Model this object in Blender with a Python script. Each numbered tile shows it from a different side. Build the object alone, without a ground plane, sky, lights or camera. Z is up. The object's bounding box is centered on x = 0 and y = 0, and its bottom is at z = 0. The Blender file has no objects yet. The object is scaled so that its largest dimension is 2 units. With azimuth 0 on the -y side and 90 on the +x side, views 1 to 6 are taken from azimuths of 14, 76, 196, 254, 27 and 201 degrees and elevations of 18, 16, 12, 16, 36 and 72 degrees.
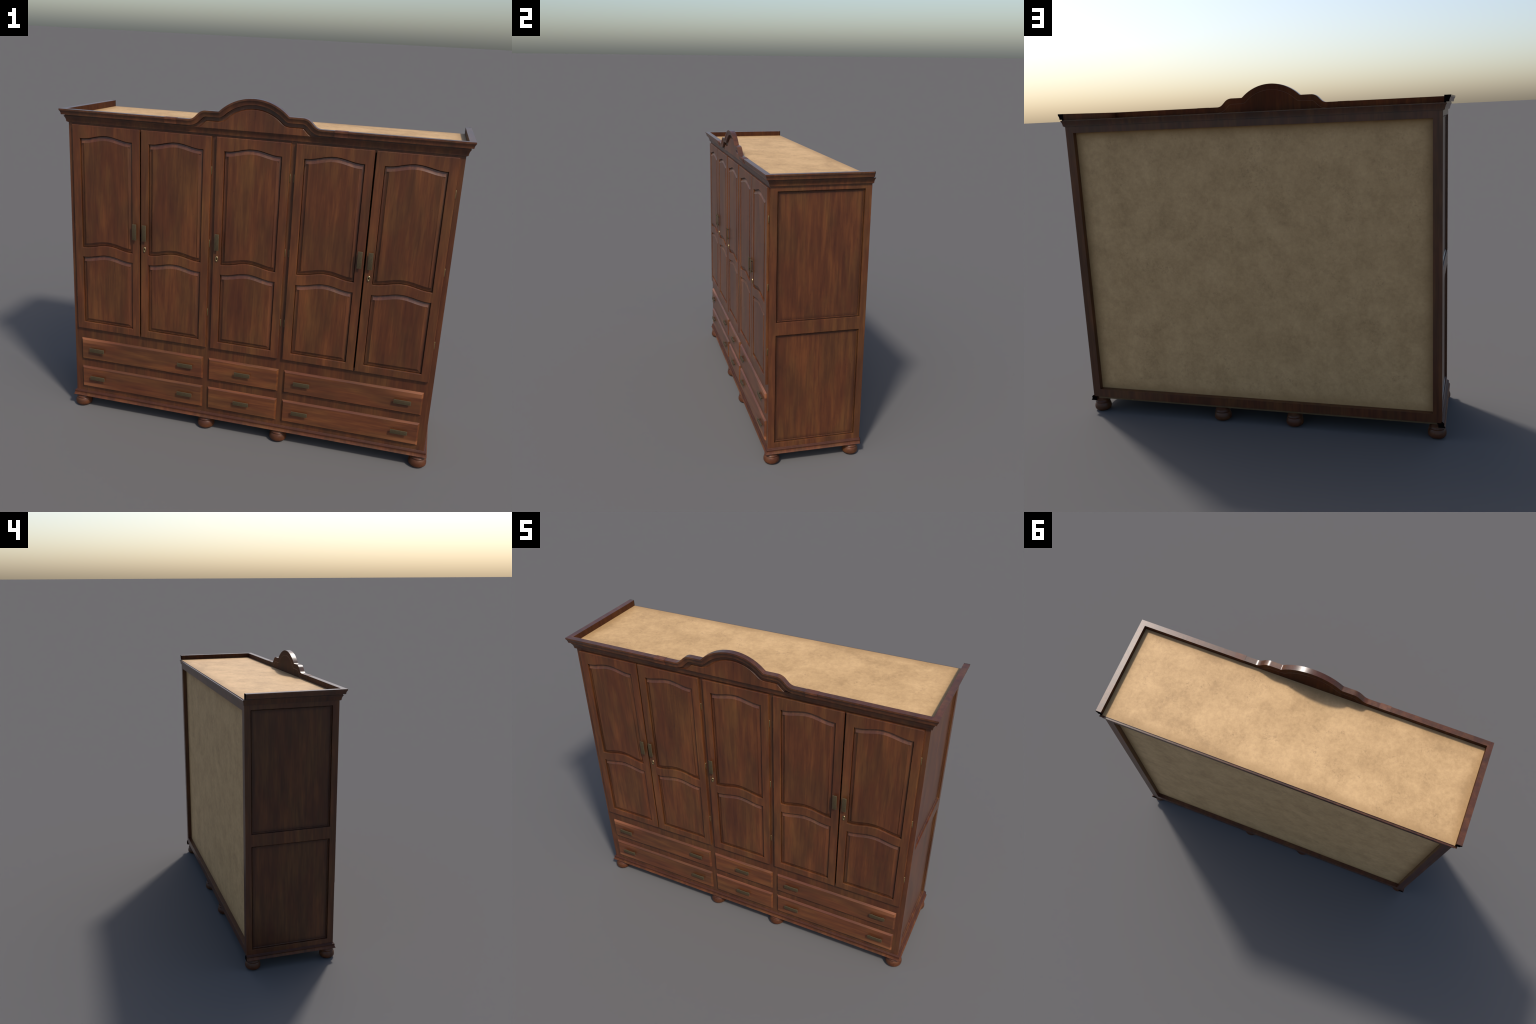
"""Five-door wooden wardrobe with arched pediment, drawers, bun feet.
Frame: metres, z up, front faces -y."""
import bpy, bmesh, math
from mathutils import Vector

# ------------------------------------------------------------------ sizes
X_SIDE = 0.9655            # half width of the carcass
Y_FRONT = -0.2613          # face of the front frame
Y_BACK = 0.2873
Z_LOW, Z_HIGH = 0.0915, 1.600
Y_DOOR = -0.2733           # face of the doors
Z_TOP = 1.6663             # top edge of the crown
Z_BOARD = 1.633            # upper face of the pale top board
DOOR_W, DOOR_Z0, DOOR_Z1 = 0.3635, 0.4868, 1.5910
DOOR_X = [-0.7593, -0.3885, 0.0, 0.3885, 0.7593]

# ------------------------------------------------------------------ node helpers
class Tree:
    def __init__(self, name):
        self.mat = bpy.data.materials.new(name)
        self.mat.use_nodes = True
        self.nt = self.mat.node_tree
        self.nt.nodes.clear()
        self.out = self.n('ShaderNodeOutputMaterial')
        self.bsdf = self.n('ShaderNodeBsdfPrincipled')
        self.link(self.bsdf.outputs[0], self.out.inputs[0])

    def n(self, kind, **props):
        node = self.nt.nodes.new(kind)
        for k, v in props.items():
            setattr(node, k, v)
        return node

    def link(self, a, b):
        self.nt.links.new(a, b)

    def put(self, sock, v):
        if isinstance(v, (int, float, tuple)):
            sock.default_value = v
        else:
            self.link(v, sock)

    def math(self, op, a, b=0.0, c=0.0, clamp=False):
        m = self.n('ShaderNodeMath', operation=op, use_clamp=clamp)
        for s, v in zip(m.inputs, (a, b, c)):
            self.put(s, v)
        return m.outputs[0]

    def vmath(self, op, a, b):
        m = self.n('ShaderNodeVectorMath', operation=op)
        self.put(m.inputs[0], a)
        self.put(m.inputs[1], b)
        return m.outputs[0]

    def remap(self, v, lo, hi, to0=0.0, to1=1.0):
        m = self.n('ShaderNodeMapRange', interpolation_type='SMOOTHSTEP')
        self.put(m.inputs[0], v)
        for i, x in enumerate((lo, hi, to0, to1)):
            self.put(m.inputs[i + 1], x)
        return m.outputs[0]

    def noise(self, vec, scale, detail=3.0, rough=0.55, distort=0.0):
        t = self.n('ShaderNodeTexNoise')
        self.link(vec, t.inputs['Vector'])
        t.inputs['Scale'].default_value = scale
        t.inputs['Detail'].default_value = detail
        t.inputs['Roughness'].default_value = rough
        t.inputs['Distortion'].default_value = distort
        return t.outputs[0]

    def mix(self, fac, a, b, blend='MIX'):
        m = self.n('ShaderNodeMix', data_type='RGBA', blend_type=blend)
        self.put(m.inputs[0], fac)
        self.put(m.inputs[6], a)
        self.put(m.inputs[7], b)
        return m.outputs[2]

    def ramp(self, fac, stops):
        r = self.n('ShaderNodeValToRGB')
        self.link(fac, r.inputs[0])
        el = r.color_ramp.elements
        while len(el) < len(stops):
            el.new(0.5)
        for e, (p, c) in zip(el, stops):
            e.position = p
            e.color = (*c, 1.0)
        return r.outputs[0]

    def bump(self, height, strength, dist):
        b = self.n('ShaderNodeBump')
        b.inputs['Strength'].default_value = strength
        b.inputs['Distance'].default_value = dist
        self.link(height, b.inputs['Height'])
        self.link(b.outputs[0], self.bsdf.inputs['Normal'])


def scale_rgb(c, k):
    return tuple(x * k for x in c)


def wood(name, grain='Z', tone=1.0, red=0.0, rough=0.31, glow=None, streak=1.0, rim=None, band=None, spec=0.5):
    """Stained hardwood; `grain` is the axis the fibres run along.
    glow: (half-span start, z centre, half height) = worn paler edge of drawer fronts."""
    t = Tree(name)
    co = t.n('ShaderNodeTexCoord').outputs['Object']
    inf = t.n('ShaderNodeObjectInfo')
    shift = t.vmath('MULTIPLY', inf.outputs['Location'], (3.71, 5.13, 2.37))
    p = t.vmath('ADD', co, shift)
    along = {'X': 0, 'Y': 1, 'Z': 2}[grain]

    def stretched(k):
        s = [1.0, 1.0, 1.0]
        s[along] = k
        return t.vmath('MULTIPLY', p, tuple(s))

    wide = t.noise(stretched(0.085), 46.0 * streak, 5.0, 0.62, 0.05)
    fine = t.noise(stretched(0.05), 190.0 * streak, 4.0, 0.6)
    blotch = t.noise(stretched(0.32), 9.0, 4.0, 0.55)
    k = t.math('ADD', t.math('MULTIPLY', wide, 0.48), t.math('MULTIPLY', blotch, 0.36))
    k = t.math('ADD', k, t.math('MULTIPLY', fine, 0.16))
    dark = (0.054 + 0.006 * red, 0.0155, 0.0080)
    mid = (0.094 + 0.010 * red, 0.0288, 0.0110)
    pale = (0.166 + 0.016 * red, 0.0555, 0.0172)
    col = t.ramp(k, [(0.33, scale_rgb(dark, tone)), (0.495, scale_rgb(mid, tone)), (0.665, scale_rgb(pale, tone))])
    # hue drift between olive brown and red brown
    hue = t.noise(stretched(0.3), 11.0, 2.0)
    col = t.mix(t.remap(hue, 0.40, 0.62), col, t.mix(1.0, col, (0.90, 1.06, 1.02, 1.0), 'MULTIPLY'))
    # sparse pores / worm holes
    vor = t.n('ShaderNodeTexVoronoi')
    t.link(stretched(0.7), vor.inputs['Vector'])
    vor.inputs['Scale'].default_value = 85.0
    hole = t.remap(vor.outputs['Distance'], 0.06, 0.16, 1.0, 0.0)
    zone = t.remap(t.noise(p, 9.0, 2.0), 0.58, 0.68)
    col = t.mix(t.math('MULTIPLY', t.math('MULTIPLY', hole, zone), 0.75), col, (0.018, 0.008, 0.006, 1.0))
    # pale scuffs
    scuff = t.remap(t.noise(stretched(0.5), 60.0, 5.0, 0.7), 0.70, 0.80)
    col = t.mix(t.math('MULTIPLY', scuff, 0.25), col, (0.26, 0.12, 0.07, 1.0))
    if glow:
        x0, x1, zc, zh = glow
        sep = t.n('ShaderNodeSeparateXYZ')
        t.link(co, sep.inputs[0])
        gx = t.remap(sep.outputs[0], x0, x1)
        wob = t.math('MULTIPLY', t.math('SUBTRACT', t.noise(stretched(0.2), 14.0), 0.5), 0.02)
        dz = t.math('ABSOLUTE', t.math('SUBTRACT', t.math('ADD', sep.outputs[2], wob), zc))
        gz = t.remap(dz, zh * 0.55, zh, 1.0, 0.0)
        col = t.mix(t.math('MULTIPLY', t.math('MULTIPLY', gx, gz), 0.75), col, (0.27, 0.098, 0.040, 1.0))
    if rim:          # (size y, size z): recess shadow painted along the border of a panel
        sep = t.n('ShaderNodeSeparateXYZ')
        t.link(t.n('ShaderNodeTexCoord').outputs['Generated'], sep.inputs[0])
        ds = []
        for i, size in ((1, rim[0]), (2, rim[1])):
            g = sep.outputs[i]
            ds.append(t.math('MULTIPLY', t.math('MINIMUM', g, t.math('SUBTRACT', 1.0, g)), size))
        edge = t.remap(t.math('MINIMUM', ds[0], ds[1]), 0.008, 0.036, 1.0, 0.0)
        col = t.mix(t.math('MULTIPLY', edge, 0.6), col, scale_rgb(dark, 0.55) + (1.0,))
    if band:         # (z low, z high, strength): darker above a height
        sep = t.n('ShaderNodeSeparateXYZ')
        t.link(co, sep.inputs[0])
        col = t.mix(t.remap(sep.outputs[2], band[0], band[1], 0.0, band[2]), col, scale_rgb(dark, 0.75) + (1.0,))
    t.link(col, t.bsdf.inputs['Base Color'])
    t.link(t.math('ADD', rough - 0.05, t.math('MULTIPLY', fine, 0.10)), t.bsdf.inputs['Roughness'])
    t.bsdf.inputs['Specular IOR Level'].default_value = spec
    t.bump(fine, 0.05, 0.002)
    return t.mat


def pale_board(name, half_a, half_b, axis_a, axis_b, centre_b, tone=1.0, patch_scale=7.0, share=0.56, spread=1.0):
    """Raw fibre board, mottled, browner towards its rim."""
    t = Tree(name)
    co = t.n('ShaderNodeTexCoord').outputs['Object']
    big = t.noise(co, patch_scale, 6.0, 0.58, 0.15)
    small = t.noise(co, 48.0, 8.0, 0.72, 0.3)
    k = t.math('ADD', t.math('MULTIPLY', big, share), t.math('MULTIPLY', small, 1.0 - share))
    col = t.ramp(k, [(0.48 - 0.12 * spread, scale_rgb((0.430, 0.262, 0.118), tone)), (0.48, scale_rgb((0.535, 0.332, 0.153), tone)),
                     (0.48 + 0.14 * spread, scale_rgb((0.640, 0.405, 0.194), tone))])
    # fibre flecks
    fleck = t.remap(t.noise(co, 75.0, 6.0, 0.75, 0.6), 0.50, 0.68)
    patch = t.remap(t.noise(co, 9.0, 4.0, 0.6), 0.50, 0.64)
    col = t.mix(t.math('MULTIPLY', t.math('MULTIPLY', fleck, patch), 0.55 / spread), col, (0.26, 0.155, 0.072, 1.0))
    sep = t.n('ShaderNodeSeparateXYZ')
    t.link(co, sep.inputs[0])
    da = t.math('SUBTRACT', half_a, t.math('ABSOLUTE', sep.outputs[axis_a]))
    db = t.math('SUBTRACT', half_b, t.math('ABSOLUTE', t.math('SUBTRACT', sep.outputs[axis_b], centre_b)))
    rim = t.remap(t.math('MINIMUM', da, db), 0.0, 0.065, 0.55, 0.0)  # occlusion next to the frame, mixed into the board colour
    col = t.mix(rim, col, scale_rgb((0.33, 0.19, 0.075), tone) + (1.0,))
    t.link(col, t.bsdf.inputs['Base Color'])
    t.bsdf.inputs['Roughness'].default_value = 0.62
    t.bsdf.inputs['Specular IOR Level'].default_value = 0.3
    t.bump(small, 0.08, 0.003)
    return t.mat


def metal(name, col, rough, metallic, speckle=0.0):
    t = Tree(name)
    co = t.n('ShaderNodeTexCoord').outputs['Object']
    g = t.noise(co, 420.0, 4.0, 0.6)
    lo = scale_rgb(col, 1.0 - speckle)
    hi = scale_rgb(col, 1.0 + speckle)
    col_out = t.ramp(g, [(0.35, lo), (0.65, hi)])
    t.link(col_out, t.bsdf.inputs['Base Color'])
    t.bsdf.inputs['Metallic'].default_value = metallic
    t.bsdf.inputs['Specular IOR Level'].default_value = 0.3
    t.bsdf.inputs['Roughness'].default_value = rough
    if speckle:
        t.bump(g, 0.25, 0.001)
    return t.mat


def plain(name, col, rough=0.6):
    t = Tree(name)
    t.bsdf.inputs['Base Color'].default_value = (*col, 1.0)
    t.bsdf.inputs['Roughness'].default_value = rough
    t.bsdf.inputs['Specular IOR Level'].default_value = 0.0
    return t.mat


M_DOOR = wood('wood_door', 'Z', tone=1.04)
M_FIELD = wood('wood_door_field', 'Z', tone=0.98)
M_GROOVE = wood('wood_groove_dark', 'Z', tone=0.34, spec=0.2)
M_COVE = wood('wood_cove', 'Z', tone=0.90, red=0.2, rough=0.36, spec=0.5)
M_FRAME = wood('wood_frame', 'Z', tone=0.86, red=0.2)  # tone lowered for the occluded stiles between the doors
M_SIDE = wood('wood_side', 'Z', tone=0.96)
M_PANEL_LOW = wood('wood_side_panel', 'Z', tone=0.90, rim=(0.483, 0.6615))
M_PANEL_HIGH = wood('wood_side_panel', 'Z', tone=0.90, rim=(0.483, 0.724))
M_BEAD = wood('wood_bead', 'Z', tone=0.70)
M_LOWC = wood('wood_lower_cornice', 'Z', tone=0.76)
M_INNER = wood('wood_crown_inside', 'Z', tone=0.58, rough=0.6, spec=0.10)
M_CROWN = wood('wood_crown', 'Z', tone=0.82, red=0.0, spec=0.58)
M_CROWN_SIDE = wood('wood_crown_side', 'Z', tone=0.90, red=0.0, spec=0.58)
M_JOINT = wood('wood_joint', 'Z', tone=1.05, red=0.8, rough=0.5)
M_BASE = wood('wood_base', 'Z', tone=0.88, red=0.5, rough=0.56, band=(0.082, 0.088, 0.75), spec=0.30)
M_FOOT = wood('wood_foot', 'X', tone=0.82, red=0.4, rough=0.44, spec=0.35)
M_DARK = plain('dark_end', (0.006, 0.004, 0.004))  # near-black colour draws the unlit hollow on flat caps and keyhole
M_BRASS = metal('old_brass', (0.064, 0.045, 0.022), 0.60, 0.2, 0.36)
M_RUB = metal('rubbed_brass', (0.150, 0.116, 0.064), 0.45, 0.4, 0.10)
M_KEY = metal('polished_brass', (0.44, 0.32, 0.165), 0.27, 1.0)
M_HINGE = metal('hinge_brass', (0.26, 0.20, 0.10), 0.36, 0.8)
M_TOPB = pale_board('top_fibreboard', 0.973, 0.2765, 0, 1, 0.0108, tone=0.95)
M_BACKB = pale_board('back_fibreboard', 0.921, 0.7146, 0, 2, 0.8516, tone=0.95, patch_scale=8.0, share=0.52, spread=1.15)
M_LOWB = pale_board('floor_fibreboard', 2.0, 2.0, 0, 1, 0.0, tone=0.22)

# ------------------------------------------------------------------ mesh helpers
ROOT = bpy.data.objects.new('wooden_wardrobe', None)
ROOT['label'] = 'dark brown five-door wooden wardrobe with arched pediment and drawers'
ROOT['category'] = 'wardrobe'
bpy.context.scene.collection.objects.link(ROOT)


def add(name, mesh, mat=None, parent=ROOT, loc=(0, 0, 0)):
    o = bpy.data.objects.new(name, mesh)
    if mat and not mesh.materials:
        mesh.materials.append(mat)
    o.parent = parent
    o.location = loc
    bpy.context.scene.collection.objects.link(o)
    return o


def finish(bm, name, angle=32.0, recalc=True):
    if recalc:
        bmesh.ops.recalc_face_normals(bm, faces=bm.faces)
    me = bpy.data.meshes.new(name)
    bm.to_mesh(me)
    bm.free()
    for p in me.polygons:
        p.use_smooth = True
    me.set_sharp_from_angle(angle=math.radians(angle))
    return me


def box_into(bm, lo, hi):
    v = [bm.verts.new((x, y, z)) for x in (lo[0], hi[0]) for y in (lo[1], hi[1]) for z in (lo[2], hi[2])]
    for f in ((0, 1, 3, 2), (4, 6, 7, 5), (0, 4, 5, 1), (2, 3, 7, 6), (0, 2, 6, 4), (1, 5, 7, 3)):
        bm.faces.new([v[i] for i in f])


def box(name, lo, hi, bevel=0.0, segs=2):
    bm = bmesh.new()
    box_into(bm, lo, hi)
    if bevel:
        bmesh.ops.bevel(bm, geom=bm.edges[:], offset=bevel, segments=segs, profile=0.6, affect='EDGES')
    return finish(bm, name)


def ring_into(bm, pts):
    return [bm.verts.new(p) for p in pts]


def bridge(bm, a, b, closed=True):
    n = len(a)
    for i in range(n if closed else n - 1):
        j = (i + 1) % n
        bm.faces.new((a[i], a[j], b[j], b[i]))


def loft(name, rings, cap_first=False, cap_last=True, angle=32.0):
    bm = bmesh.new()
    vs = [ring_into(bm, r) for r in rings]
    for a, b in zip(vs, vs[1:]):
        bridge(bm, a, b)
    if cap_first:
        bm.faces.new(vs[0])
    if cap_last == 'FILL':          # concave outline: tessellate it
        last = vs[-1]
        edges = [bm.edges.get((last[i], last[(i + 1) % len(last)])) for i in range(len(last))]
        bmesh.ops.triangle_fill(bm, use_beauty=True, use_dissolve=False, edges=edges)
    elif cap_last:
        bm.faces.new(vs[-1])
    return finish(bm, name, angle)


def rect(x0, x1, z0, z1):
    return [(x0, z0), (x1, z0), (x1, z1), (x0, z1)]


def inset(poly, d):
    """Move every edge of a counter-clockwise polygon inwards by d (negative: outwards)."""
    n, res = len(poly), []
    for i in range(n):
        p0, p1, p2 = (Vector(poly[(i + k) % n]) for k in (-1, 0, 1))
        e0, e1 = (p1 - p0).normalized(), (p2 - p1).normalized()
        n0, n1 = Vector((-e0.y, e0.x)), Vector((-e1.y, e1.x))
        m = n0 + n1
        m = m / max(0.2, m.dot(n0))
        res.append(tuple(p1 + m * d))
    return res


def frame_plate(name, outer, holes, place, d_front, d_back, edge):
    """Flat frame with holes: front face at depth d_front, eased edges of size `edge`.
    place(u, v, depth) -> 3D point."""
    bm = bmesh.new()
    front_edges, back_edges = [], []
    for k, poly in enumerate([outer] + holes):
        s = edge if k == 0 else -edge
        r = [ring_into(bm, [place(u, v, d) for u, v in inset(poly, i)])
             for i, d in ((s, d_front), (s * 0.3, d_front + edge * 0.3), (0.0, d_front + edge), (0.0, d_back))]
        for a, b in zip(r, r[1:]):
            bridge(bm, a, b)
        n = len(poly)
        front_edges += [bm.edges.get((r[0][i], r[0][(i + 1) % n])) for i in range(n)]
        back_edges += [bm.edges.get((r[3][i], r[3][(i + 1) % n])) for i in range(n)]
    bmesh.ops.triangle_fill(bm, use_beauty=True, use_dissolve=False, edges=front_edges)
    bmesh.ops.triangle_fill(bm, use_beauty=True, use_dissolve=False, edges=back_edges)
    return finish(bm, name, 12)


def facing_front(u, v, d):
    return (u, d, v)


def lathe(name, prof, segs=40, angle=38.0):
    rings = [[(r * math.cos(2 * math.pi * i / segs), r * math.sin(2 * math.pi * i / segs), z) for i in range(segs)] for r, z in prof]
    return loft(name, rings, True, True, angle)


# ------------------------------------------------------------------ carcass
T_SIDE = 0.018
SIDE_OPEN = [rect(-0.2235, 0.2515, 0.1305, 0.784), rect(-0.2235, 0.2515, 0.857, 1.573)]
carcass = add('carcass', box('carcass_core', (-X_SIDE + 0.001, Y_FRONT + 0.001, 1.585), (X_SIDE - 0.001, Y_BACK - 0.001, 1.6285)), M_FRAME)

front_holes = [rect(-0.935, -0.222, 0.498, 1.580), rect(-0.166, 0.166, 0.498, 1.580), rect(0.222, 0.935, 0.498, 1.580)]
add('front_frame', frame_plate('front_frame', rect(-X_SIDE + T_SIDE, X_SIDE - T_SIDE, Z_LOW, Z_HIGH), front_holes,
                               facing_front, Y_FRONT, Y_FRONT + 0.02, 0.0002), M_FRAME, carcass)

back_open = rect(-0.921, 0.921, 0.137, 1.566)
add('back_frame', frame_plate('back_frame', rect(-X_SIDE + T_SIDE, X_SIDE - T_SIDE, Z_LOW, Z_HIGH), [back_open],
                              lambda u, v, d: (u, -d, v), -Y_BACK, -0.2575, 0.0004), M_FRAME, carcass)
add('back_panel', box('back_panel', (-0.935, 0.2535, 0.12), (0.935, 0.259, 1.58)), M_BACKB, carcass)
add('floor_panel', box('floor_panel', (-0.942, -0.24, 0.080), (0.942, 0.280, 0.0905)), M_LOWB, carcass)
add('top_panel', box('top_panel', (-0.9735, -0.2665, 1.6282), (0.9735, Y_BACK, Z_BOARD)), M_TOPB, carcass)


def bead(name, hole, place):
    """Small moulding round a side panel, stepping down to the panel."""
    steps = [(-0.001, 0.0150), (0.0030, 0.0150), (0.0036, 0.0088), (0.0050, 0.0066), (0.0068, 0.0066), (0.0084, 0.0088), (0.0090, 0.0150), (0.0114, 0.0150), (0.0120, 0.0110)]
    return loft(name, [[place(u, v, -X_SIDE + d) for u, v in inset(hole, i)] for i, d in steps], False, False, 40)


for sgn in (-1, 1):
    def facing_side(u, v, d, s=sgn):
        return (-d * s, u, v)
    side = add('side_frame', frame_plate('side_frame', rect(Y_FRONT, Y_BACK, Z_LOW, Z_HIGH), SIDE_OPEN, facing_side,
                                         -X_SIDE, -X_SIDE + T_SIDE, 0.0010), M_SIDE, carcass)
    for hole in SIDE_OPEN:
        (u0, v0), (u1, v1) = hole[0], hole[2]
        a, b = sorted((sgn * (X_SIDE - 0.0114), sgn * (X_SIDE - 0.016)))
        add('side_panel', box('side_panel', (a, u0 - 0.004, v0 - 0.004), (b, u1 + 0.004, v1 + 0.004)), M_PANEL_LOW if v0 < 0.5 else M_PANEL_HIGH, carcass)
        add('panel_bead', bead('panel_bead', hole, facing_side), M_BEAD, carcass)

# ------------------------------------------------------------------ doors
OPEN_W = 0.2822
RISE = 0.0206


def hump(u):
    """Height 0..1 of the shaped rail over its width u in 0..1."""
    w = min(1.0, max(0.0, (u - 0.04) / 0.92))
    return (0.5 - 0.5 * math.cos(2 * math.pi * w)) ** 0.94


def opening(z0, z1, low_curve, high_curve, n=28):
    h = OPEN_W / 2
    low = [(-h + OPEN_W * i / n, z0 + (RISE * hump(i / n) if low_curve else 0.0)) for i in range(n + 1)] if low_curve else [(-h, z0), (h, z0)]
    high = [(h - OPEN_W * i / n, z1 + RISE * hump(i / n)) for i in range(n + 1)] if high_curve else [(h, z1), (-h, z1)]
    return low + high


OPENINGS = [opening(0.951, 1.5236, True, True), opening(0.526, 0.8988, False, True)]
door_mesh = frame_plate('door', rect(-DOOR_W / 2, DOOR_W / 2, DOOR_Z0, DOOR_Z1), OPENINGS, facing_front, Y_DOOR, Y_FRONT + 0.0006, 0.0022)
COVE = [(-0.002, 0.0100), (0.0022, 0.0100)]
COVE += [(0.0034 + 0.0190 * k / 9, 0.0084 - 0.0076 * (k / 9) ** 1.6) for k in range(10)] + [(0.0228, 0.0006)]
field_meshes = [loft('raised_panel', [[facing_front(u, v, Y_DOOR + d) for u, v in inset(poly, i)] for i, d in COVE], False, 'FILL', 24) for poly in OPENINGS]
for fm in field_meshes:             # the cove round the field has its own tone, its outer groove a much darker one
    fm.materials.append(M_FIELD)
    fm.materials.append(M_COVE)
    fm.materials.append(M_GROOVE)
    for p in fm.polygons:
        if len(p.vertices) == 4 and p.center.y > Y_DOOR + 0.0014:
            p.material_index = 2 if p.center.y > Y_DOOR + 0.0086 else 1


def bar_handle(name, length, width, standoff, upright):
    """Flat bar on two short posts; its back touches y = 0, it sticks out to -y."""
    bm = bmesh.new()
    t = 0.0026
    a, b = (width / 2, length / 2) if upright else (length / 2, width / 2)
    box_into(bm, (-a, -standoff - t, -b), (a, -standoff, b))
    bmesh.ops.bevel(bm, geom=bm.edges[:], offset=0.0010, segments=2, profile=0.6, affect='EDGES')
    for s in (-1, 1):
        off = s * length * 0.36
        cx, cz = (0, off) if upright else (off, 0)
        rings = [ring_into(bm, [(cx + r * math.cos(k * math.pi / 8), y, cz + r * math.sin(k * math.pi / 8)) for k in range(16)])
                 for r, y in ((0.0052, 0.001), (0.0052, -0.0012), (0.0036, -0.0022), (0.0036, -standoff - 0.001))]
        for p, q in zip(rings, rings[1:]):
            bridge(bm, p, q)
    me = finish(bm, name, 20)
    me.materials.append(M_BRASS)
    me.materials.append(M_RUB)
    for p in me.polygons:           # eased arrises are rubbed brighter
        n = p.normal
        if max(abs(n.x), abs(n.y), abs(n.z)) < 0.98 and p.center.y < -standoff - 0.0004 and n.y < 0.0:
            p.material_index = 1
    return me


STANDOFF = 0.0100
door_handle = bar_handle('handle', 0.0842, 0.0222, STANDOFF, True)
drawer_handle = bar_handle('handle', 0.0845, 0.0224, STANDOFF - 0.001, False)


def oval(rx, rz, y, n=28):
    return [(rx * math.cos(2 * math.pi * i / n), y, rz * math.sin(2 * math.pi * i / n)) for i in range(n)]


key_mesh = loft('escutcheon', [oval(0.0084, 0.0152, 0.001), oval(0.0084, 0.0152, -0.0006), oval(0.0080, 0.0147, -0.0020), oval(0.0068, 0.0132, -0.0032),
                               oval(0.0048, 0.0106, -0.0035), oval(0.0028, 0.0074, -0.0028), oval(0.0016, 0.0050, -0.0012), oval(0.0015, 0.0047, 0.0008)], False, False, 60)
hole_mesh = loft('keyhole', [oval(0.0019, 0.0054, 0.0006), oval(0.0019, 0.0054, -0.0006)], True, True)
hinge_mesh = lathe('hinge', [(0.0012, -0.0195), (0.0022, -0.0185), (0.0022, -0.0172), (0.0024, -0.0168), (0.0024, -0.0060), (0.0020, -0.0057), (0.0020, -0.0053), (0.0024, -0.0050),
                             (0.0024, 0.0050), (0.0020, 0.0053), (0.0020, 0.0057), (0.0024, 0.0060), (0.0024, 0.0168), (0.0022, 0.0172), (0.0022, 0.0185), (0.0012, 0.0195)], 14)

HANDLE_X = [-0.6025, -0.5493, -0.1612, 0.5493, 0.6002]
KEY_AT = {1: -0.5494, 2: -0.1612, 4: 0.6000}
HINGE_X = [-0.9434, -0.2044, 0.1842, 0.2044, 0.9428]
for i, x in enumerate(DOOR_X):
    door = add('door', door_mesh, M_DOOR, ROOT, (x, 0, 0))
    for fm in field_meshes:
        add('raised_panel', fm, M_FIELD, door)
    add('handle', door_handle, M_BRASS, door, (HANDLE_X[i] - x, Y_DOOR, 1.0706))
    if i in KEY_AT:
        add('escutcheon', key_mesh, M_KEY, door, (KEY_AT[i] - x, Y_DOOR, 0.9805))
        add('keyhole', hole_mesh, M_DARK, door, (KEY_AT[i] - x, Y_DOOR, 0.9805))
    for z in (1.4262, 1.0545, 0.6838):
        add('hinge', hinge_mesh, M_HINGE, door, (HINGE_X[i] - x, -0.2642, z))

# ------------------------------------------------------------------ drawers
Y_DRAWER = -0.2716


def drawer_mesh(w, h):
    base = rect(-w / 2, w / 2, -h / 2, h / 2)
    steps = [(0.0, 0.0125), (0.0, 0.0108), (0.0006, 0.0100), (0.0076, 0.0006), (0.0086, 0.0)]
    return loft('drawer', [[facing_front(u, v, d) for u, v in inset(base, i)] for i, d in steps], False, True, 15)


DH = 0.1275
wide_mesh, narrow_mesh = drawer_mesh(0.7070, DH), drawer_mesh(0.3815, DH)
for row, z in (('upper', 0.3607), ('lower', 0.1905)):
    for x, mesh in ((-0.5724, wide_mesh), (0.0, narrow_mesh), (0.5724, wide_mesh)):
        m = mesh.copy()
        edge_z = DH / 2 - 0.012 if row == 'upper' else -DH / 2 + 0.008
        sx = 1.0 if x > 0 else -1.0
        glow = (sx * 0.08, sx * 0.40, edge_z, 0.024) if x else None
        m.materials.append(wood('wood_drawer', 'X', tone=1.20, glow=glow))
        d = add('drawer', m, None, ROOT, (x, Y_DRAWER, z))
        for hx in ((-0.2562, 0.2555) if x else (0.0,)):
            add('handle', drawer_handle, M_BRASS, d, (hx, 0, 0.0022))

# ------------------------------------------------------------------ crown: mouldings, pediment
# (protrusion from the carcass, distance below the top edge)
CROWN_SECTION = [(0.0047, 0.0), (0.0345, 0.0), (0.0345, 0.0078), (0.0335, 0.0092), (0.0310, 0.0130), (0.0292, 0.0172), (0.0280, 0.0215), (0.0274, 0.0252),
                 (0.0272, 0.0286), (0.0262, 0.0292), (0.0140, 0.0296), (0.0140, 0.0360), (0.0047, 0.0360)]


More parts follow.
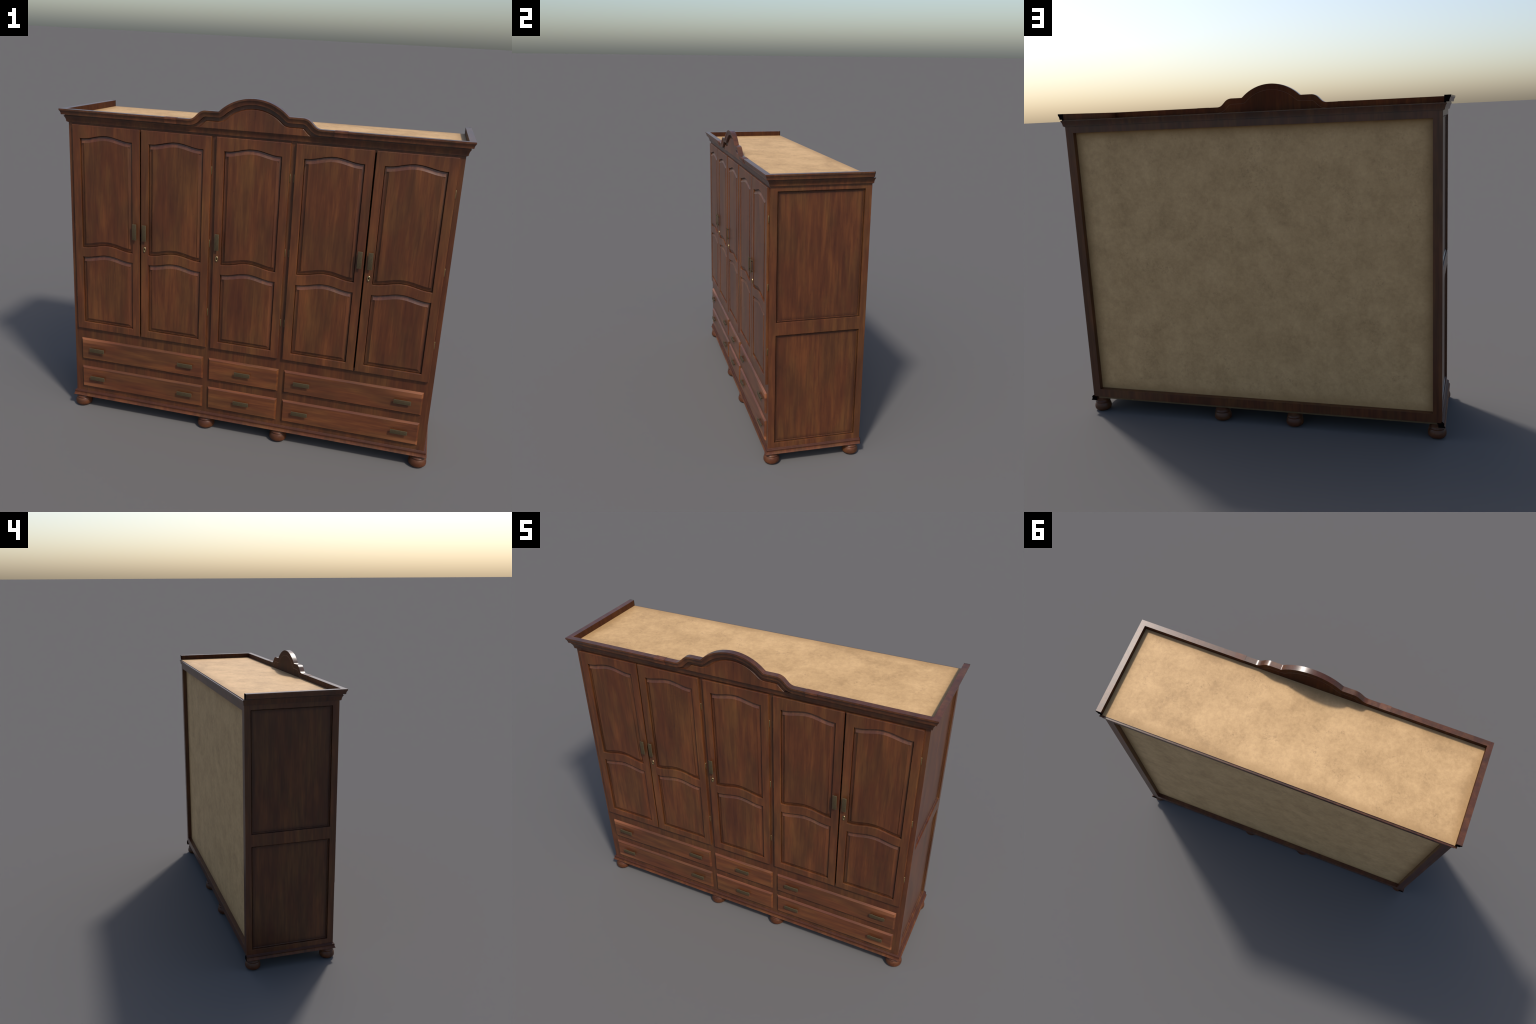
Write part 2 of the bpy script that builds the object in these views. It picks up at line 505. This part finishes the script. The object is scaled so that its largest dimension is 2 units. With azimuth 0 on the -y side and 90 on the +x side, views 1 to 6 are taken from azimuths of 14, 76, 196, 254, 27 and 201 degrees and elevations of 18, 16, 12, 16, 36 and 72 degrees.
def pediment_path():
    """Top edge (x, z, nx, nz) from the middle to the right: big arc, shelf, shoulder, flat."""
    pts = []
    R, top = 0.240, 1.7813
    a_end = math.radians(43.0)
    cz = top - R
    for i in range(25):
        a = a_end * i / 24
        pts.append((R * math.sin(a), cz + R * math.cos(a), math.sin(a), math.cos(a)))
    # concave fillet back to level
    r = 0.012
    x, z = pts[-1][0], pts[-1][1]
    drop = r * (1 - math.cos(a_end))
    slope = (z - (1.7120 + drop))
    run = max(0.0, slope) / math.tan(a_end)
    x, z = x + run, z - max(0.0, slope)
    ox, oz = x + r * math.sin(a_end), z + r * math.cos(a_end)
    for i in range(9):
        a = a_end * (1 - i / 8)
        pts.append((ox - r * math.sin(a), oz - r * math.cos(a), math.sin(a), math.cos(a)))
    z_shelf = pts[-1][1]
    # shoulder: convex arc, straight, concave arc down to the flat
    R2, b = 0.058, math.radians(45.0)
    sx = 0.2315
    for i in range(13):
        a = b * i / 12
        pts.append((sx + R2 * math.sin(a), z_shelf - R2 * (1 - math.cos(a)), math.sin(a), math.cos(a)))
    x, z = pts[-1][0], pts[-1][1]
    r3 = 0.046
    fall = z - Z_TOP - r3 * (1 - math.cos(b))
    x, z = x + fall / math.tan(b), z - fall
    ox, oz = x + r3 * math.sin(b), z + r3 * math.cos(b)
    for i in range(11):
        a = b * (1 - i / 10)
        pts.append((ox - r3 * math.sin(a), oz - r3 * math.cos(a), math.sin(a), math.cos(a)))
    return pts


HALF = pediment_path()
ARCH = [(-x, z, -nx, nz) for x, z, nx, nz in reversed(HALF[1:])] + HALF
JOINT_X0, JOINT_X1 = 0.3815, 0.4415


def crown_ring(x, z, nx, nz, extra=0.0):
    sec = CROWN_SECTION
    if extra:
        sec = CROWN_SECTION[:10] + [(0.0047, 0.0292)]
        cx = 0.020
        sec = [(o + (extra if o > cx else (-0.0010 if o < 0.006 else 0.0)), n - (0.0008 if n == 0 else 0.0)) for o, n in sec]
    return [(x - n * nx, Y_FRONT - o, z - n * nz) for o, n in sec]


def sweep(name, rings, angle=30.0, inner=None):
    me = loft(name, rings, True, True, angle)
    if inner:                     # the plain face turned to the top board is duller and darker
        outside, direction = inner
        me.materials.append(outside)
        me.materials.append(M_INNER)
        d = Vector(direction)
        for p in me.polygons:
            if p.normal.dot(d) > 0.95:
                p.material_index = 1
    return me


crown = add('pediment', sweep('pediment', [crown_ring(-0.40, Z_TOP, 0, 1)] + [crown_ring(*p) for p in ARCH] + [crown_ring(0.40, Z_TOP, 0, 1)], inner=(M_CROWN, (0, 1, 0))), M_CROWN)
for sgn in (-1, 1):
    mitre = [(sgn * (X_SIDE + o), Y_FRONT - o, Z_TOP - n) for o, n in CROWN_SECTION]
    add('crown_moulding', sweep('crown_moulding', [crown_ring(sgn * 0.40, Z_TOP, 0, 1), mitre], inner=(M_CROWN, (0, 1, 0))), M_CROWN)
    rear = [(sgn * (X_SIDE + o), Y_BACK, Z_TOP - n) for o, n in CROWN_SECTION]
    add('crown_moulding', sweep('crown_moulding', [mitre, rear], inner=(M_CROWN_SIDE, (-sgn, 0, 0))), M_CROWN_SIDE)
    cap = [(sgn * (X_SIDE + o), Z_TOP - n) for o, n in CROWN_SECTION]
    c0 = [(x, Y_BACK - 0.002, z) for x, z in cap]
    c1 = [(x, Y_BACK + 0.0006, z) for x, z in inset(cap if sgn < 0 else cap, 0.0)]
    add('moulding_end', sweep('moulding_end', [c0, c1]), M_DARK)
    add('joint_block', sweep('joint_block', [crown_ring(sgn * JOINT_X0, Z_TOP, 0, 1, 0.0024), crown_ring(sgn * JOINT_X1, Z_TOP, 0, 1, 0.0024)], inner=(M_JOINT, (0, 1, 0))), M_JOINT)


def offset_arch(d, z_floor):
    """Closed outline under the arch, moved in by d from its top edge, cut level at z_floor."""
    pts = [(x - d * nx, z - d * nz) for x, z, nx, nz in ARCH]
    # drop points that loop back where the offset exceeds the shoulder radius
    keep = []
    for p in pts:
        if keep and p[0] <= keep[-1][0] + 1e-5:
            continue
        keep.append(p)
    inside = [p for p in keep if p[1] > z_floor + 1e-4]
    i0 = keep.index(inside[0])
    i1 = keep.index(inside[-1])

    def cut(p, q):
        t = (z_floor - p[1]) / (q[1] - p[1])
        return (p[0] + t * (q[0] - p[0]), z_floor)
    left = cut(keep[i0 - 1], keep[i0]) if i0 > 0 else (keep[i0][0], z_floor)
    right = cut(keep[i1 + 1], keep[i1]) if i1 + 1 < len(keep) else (keep[i1][0], z_floor)
    return [left] + inside + [right]


def resample(poly, n):
    """Arc-length resampling of the open outline so that rings can be bridged."""
    seg = [0.0]
    for a, b in zip(poly, poly[1:]):
        seg.append(seg[-1] + math.dist(a, b))
    res, j = [], 0
    for i in range(n):
        s = seg[-1] * i / (n - 1)
        while j < len(seg) - 2 and seg[j + 1] < s:
            j += 1
        t = (s - seg[j]) / max(1e-9, seg[j + 1] - seg[j])
        res.append((poly[j][0] + t * (poly[j + 1][0] - poly[j][0]), poly[j][1] + t * (poly[j + 1][1] - poly[j][1])))
    return res


Z_TYMP = 1.6305
ground_out = offset_arch(0.020, Z_TYMP)
ground = [[(x, y, z) for x, z in ground_out] for y in (-0.2664, -0.2728)]
tymp_mesh = loft('tympanum', ground, False, 'FILL')
tymp_mesh.materials.append(M_CROWN)
tymp = add('tympanum', tymp_mesh, None, crown)
back_board = loft('tympanum_back', [[(x, y, z) for x, z in ground_out] for y in (-0.2675, -0.2663)], False, 'FILL')
add('tympanum_back', back_board, M_INNER, crown)
fillet = [[(x, y, z) for x, z in resample(offset_arch(d, Z_TYMP), 120)] for d, y in ((0.0312, -0.2666), (0.0316, -0.2654), (0.0328, -0.2654), (0.0332, -0.2666))]
add('tympanum_fillet', loft('tympanum_fillet', fillet, False, False, 20), M_CROWN, crown)
TYMP = [(0.0462, -0.2722), (0.0472, -0.2730), (0.0482, -0.2744), (0.0504, -0.2776), (0.0512, -0.2788), (0.0518, -0.2794), (0.0526, -0.2796)]
add('tympanum_panel', loft('tympanum_panel', [[(x, y, z) for x, z in resample(offset_arch(d, Z_TYMP), 120)] for d, y in TYMP], False, 'FILL', 10), M_DOOR, crown)

# lower cornice: runs round all four sides (protrusion, height)
LOW_SECTION = [(-0.004, 1.5985), (0.0042, 1.5990), (0.0042, 1.6015), (0.0088, 1.6020), (0.0088, 1.6058), (0.0096, 1.6110), (0.0108, 1.6160), (0.0126, 1.6212),
               (0.0150, 1.6258), (0.0170, 1.6285), (0.0174, 1.6292), (0.0174, 1.6322), (-0.004, 1.6322)]


def low_ring(sx, sy):
    k = 0.625 if sy > 0 else 1.0
    cut = 1.6285
    base = Y_BACK if sy > 0 else -Y_FRONT
    return [(sx * (X_SIDE + o), sy * (base + o * k), z) for o, z in LOW_SECTION]


corner = [low_ring(*s) for s in ((-1, 1), (-1, -1), (1, -1), (1, 1))]
for a, b in zip(corner, corner[1:]):
    add('lower_cornice', sweep('lower_cornice', [a, b]), M_LOWC)
REAR = [(o, min(z, 1.6290)) for o, z in LOW_SECTION]
rear_l, rear_r = ([(s * (X_SIDE + o), Y_BACK + o * 0.625, z) for o, z in REAR] for s in (-1, 1))
add('lower_cornice', sweep('lower_cornice', [rear_l, rear_r]), M_LOWC)

add('rear_lip', box('rear_lip', (-0.9728, Y_BACK - 0.0006, 1.6275), (0.9728, Y_BACK + 0.0012, 1.6326)), M_CROWN)

# ------------------------------------------------------------------ base moulding
BASE_SECTION = [(-0.003, 0.1002), (0.0008, 0.1000), (0.0030, 0.0985), (0.0042, 0.0962), (0.0078, 0.0948), (0.0098, 0.0925), (0.0106, 0.0895), (0.0102, 0.0862),
                (0.0096, 0.0840), (0.0104, 0.0800), (0.0122, 0.0755), (0.0146, 0.0718), (0.0164, 0.0698), (0.0164, 0.0685), (-0.018, 0.0685), (-0.018, 0.0900), (-0.003, 0.0905)]


def base_ring(sx, rear):
    if rear:
        return [(sx * (X_SIDE + o), 0.2908, z) for o, z in BASE_SECTION]
    return [(sx * (X_SIDE + o), Y_FRONT - o * 0.80, z) for o, z in BASE_SECTION]


for a, b in ((base_ring(-1, True), base_ring(-1, False)), (base_ring(-1, False), base_ring(1, False)), (base_ring(1, False), base_ring(1, True))):
    add('base_moulding', sweep('base_moulding', [a, b], 26), M_BASE)
for s in (-1, 1):
    c = [(s * (X_SIDE + o), z) for o, z in BASE_SECTION]
    add('moulding_end', sweep('moulding_end', [[(x, 0.289, z) for x, z in c], [(x, 0.2914, z) for x, z in c]]), M_DARK)

# ------------------------------------------------------------------ feet
FOOT = [(0.0305, 0.0), (0.0350, 0.0005), (0.0386, 0.0030), (0.0398, 0.0050), (0.0401, 0.0057), (0.0434, 0.0082), (0.0455, 0.0122), (0.0462, 0.0170), (0.0463, 0.0220),
        (0.0457, 0.0282), (0.0441, 0.0345), (0.0418, 0.0405), (0.0402, 0.0440), (0.0393, 0.0450), (0.0393, 0.0464), (0.0408, 0.0478), (0.0412, 0.0502), (0.0404, 0.0530),
        (0.0388, 0.0542), (0.0374, 0.0570), (0.0366, 0.0610), (0.0364, 0.0650), (0.0364, 0.0810)]
foot_mesh = lathe('foot', FOOT, 48, 40)
for y in (-0.2320, 0.2420):
    for x in (-0.9392, -0.2030, 0.2030, 0.9392):
        add('foot', foot_mesh, M_FOOT, ROOT, (x, y, 0))
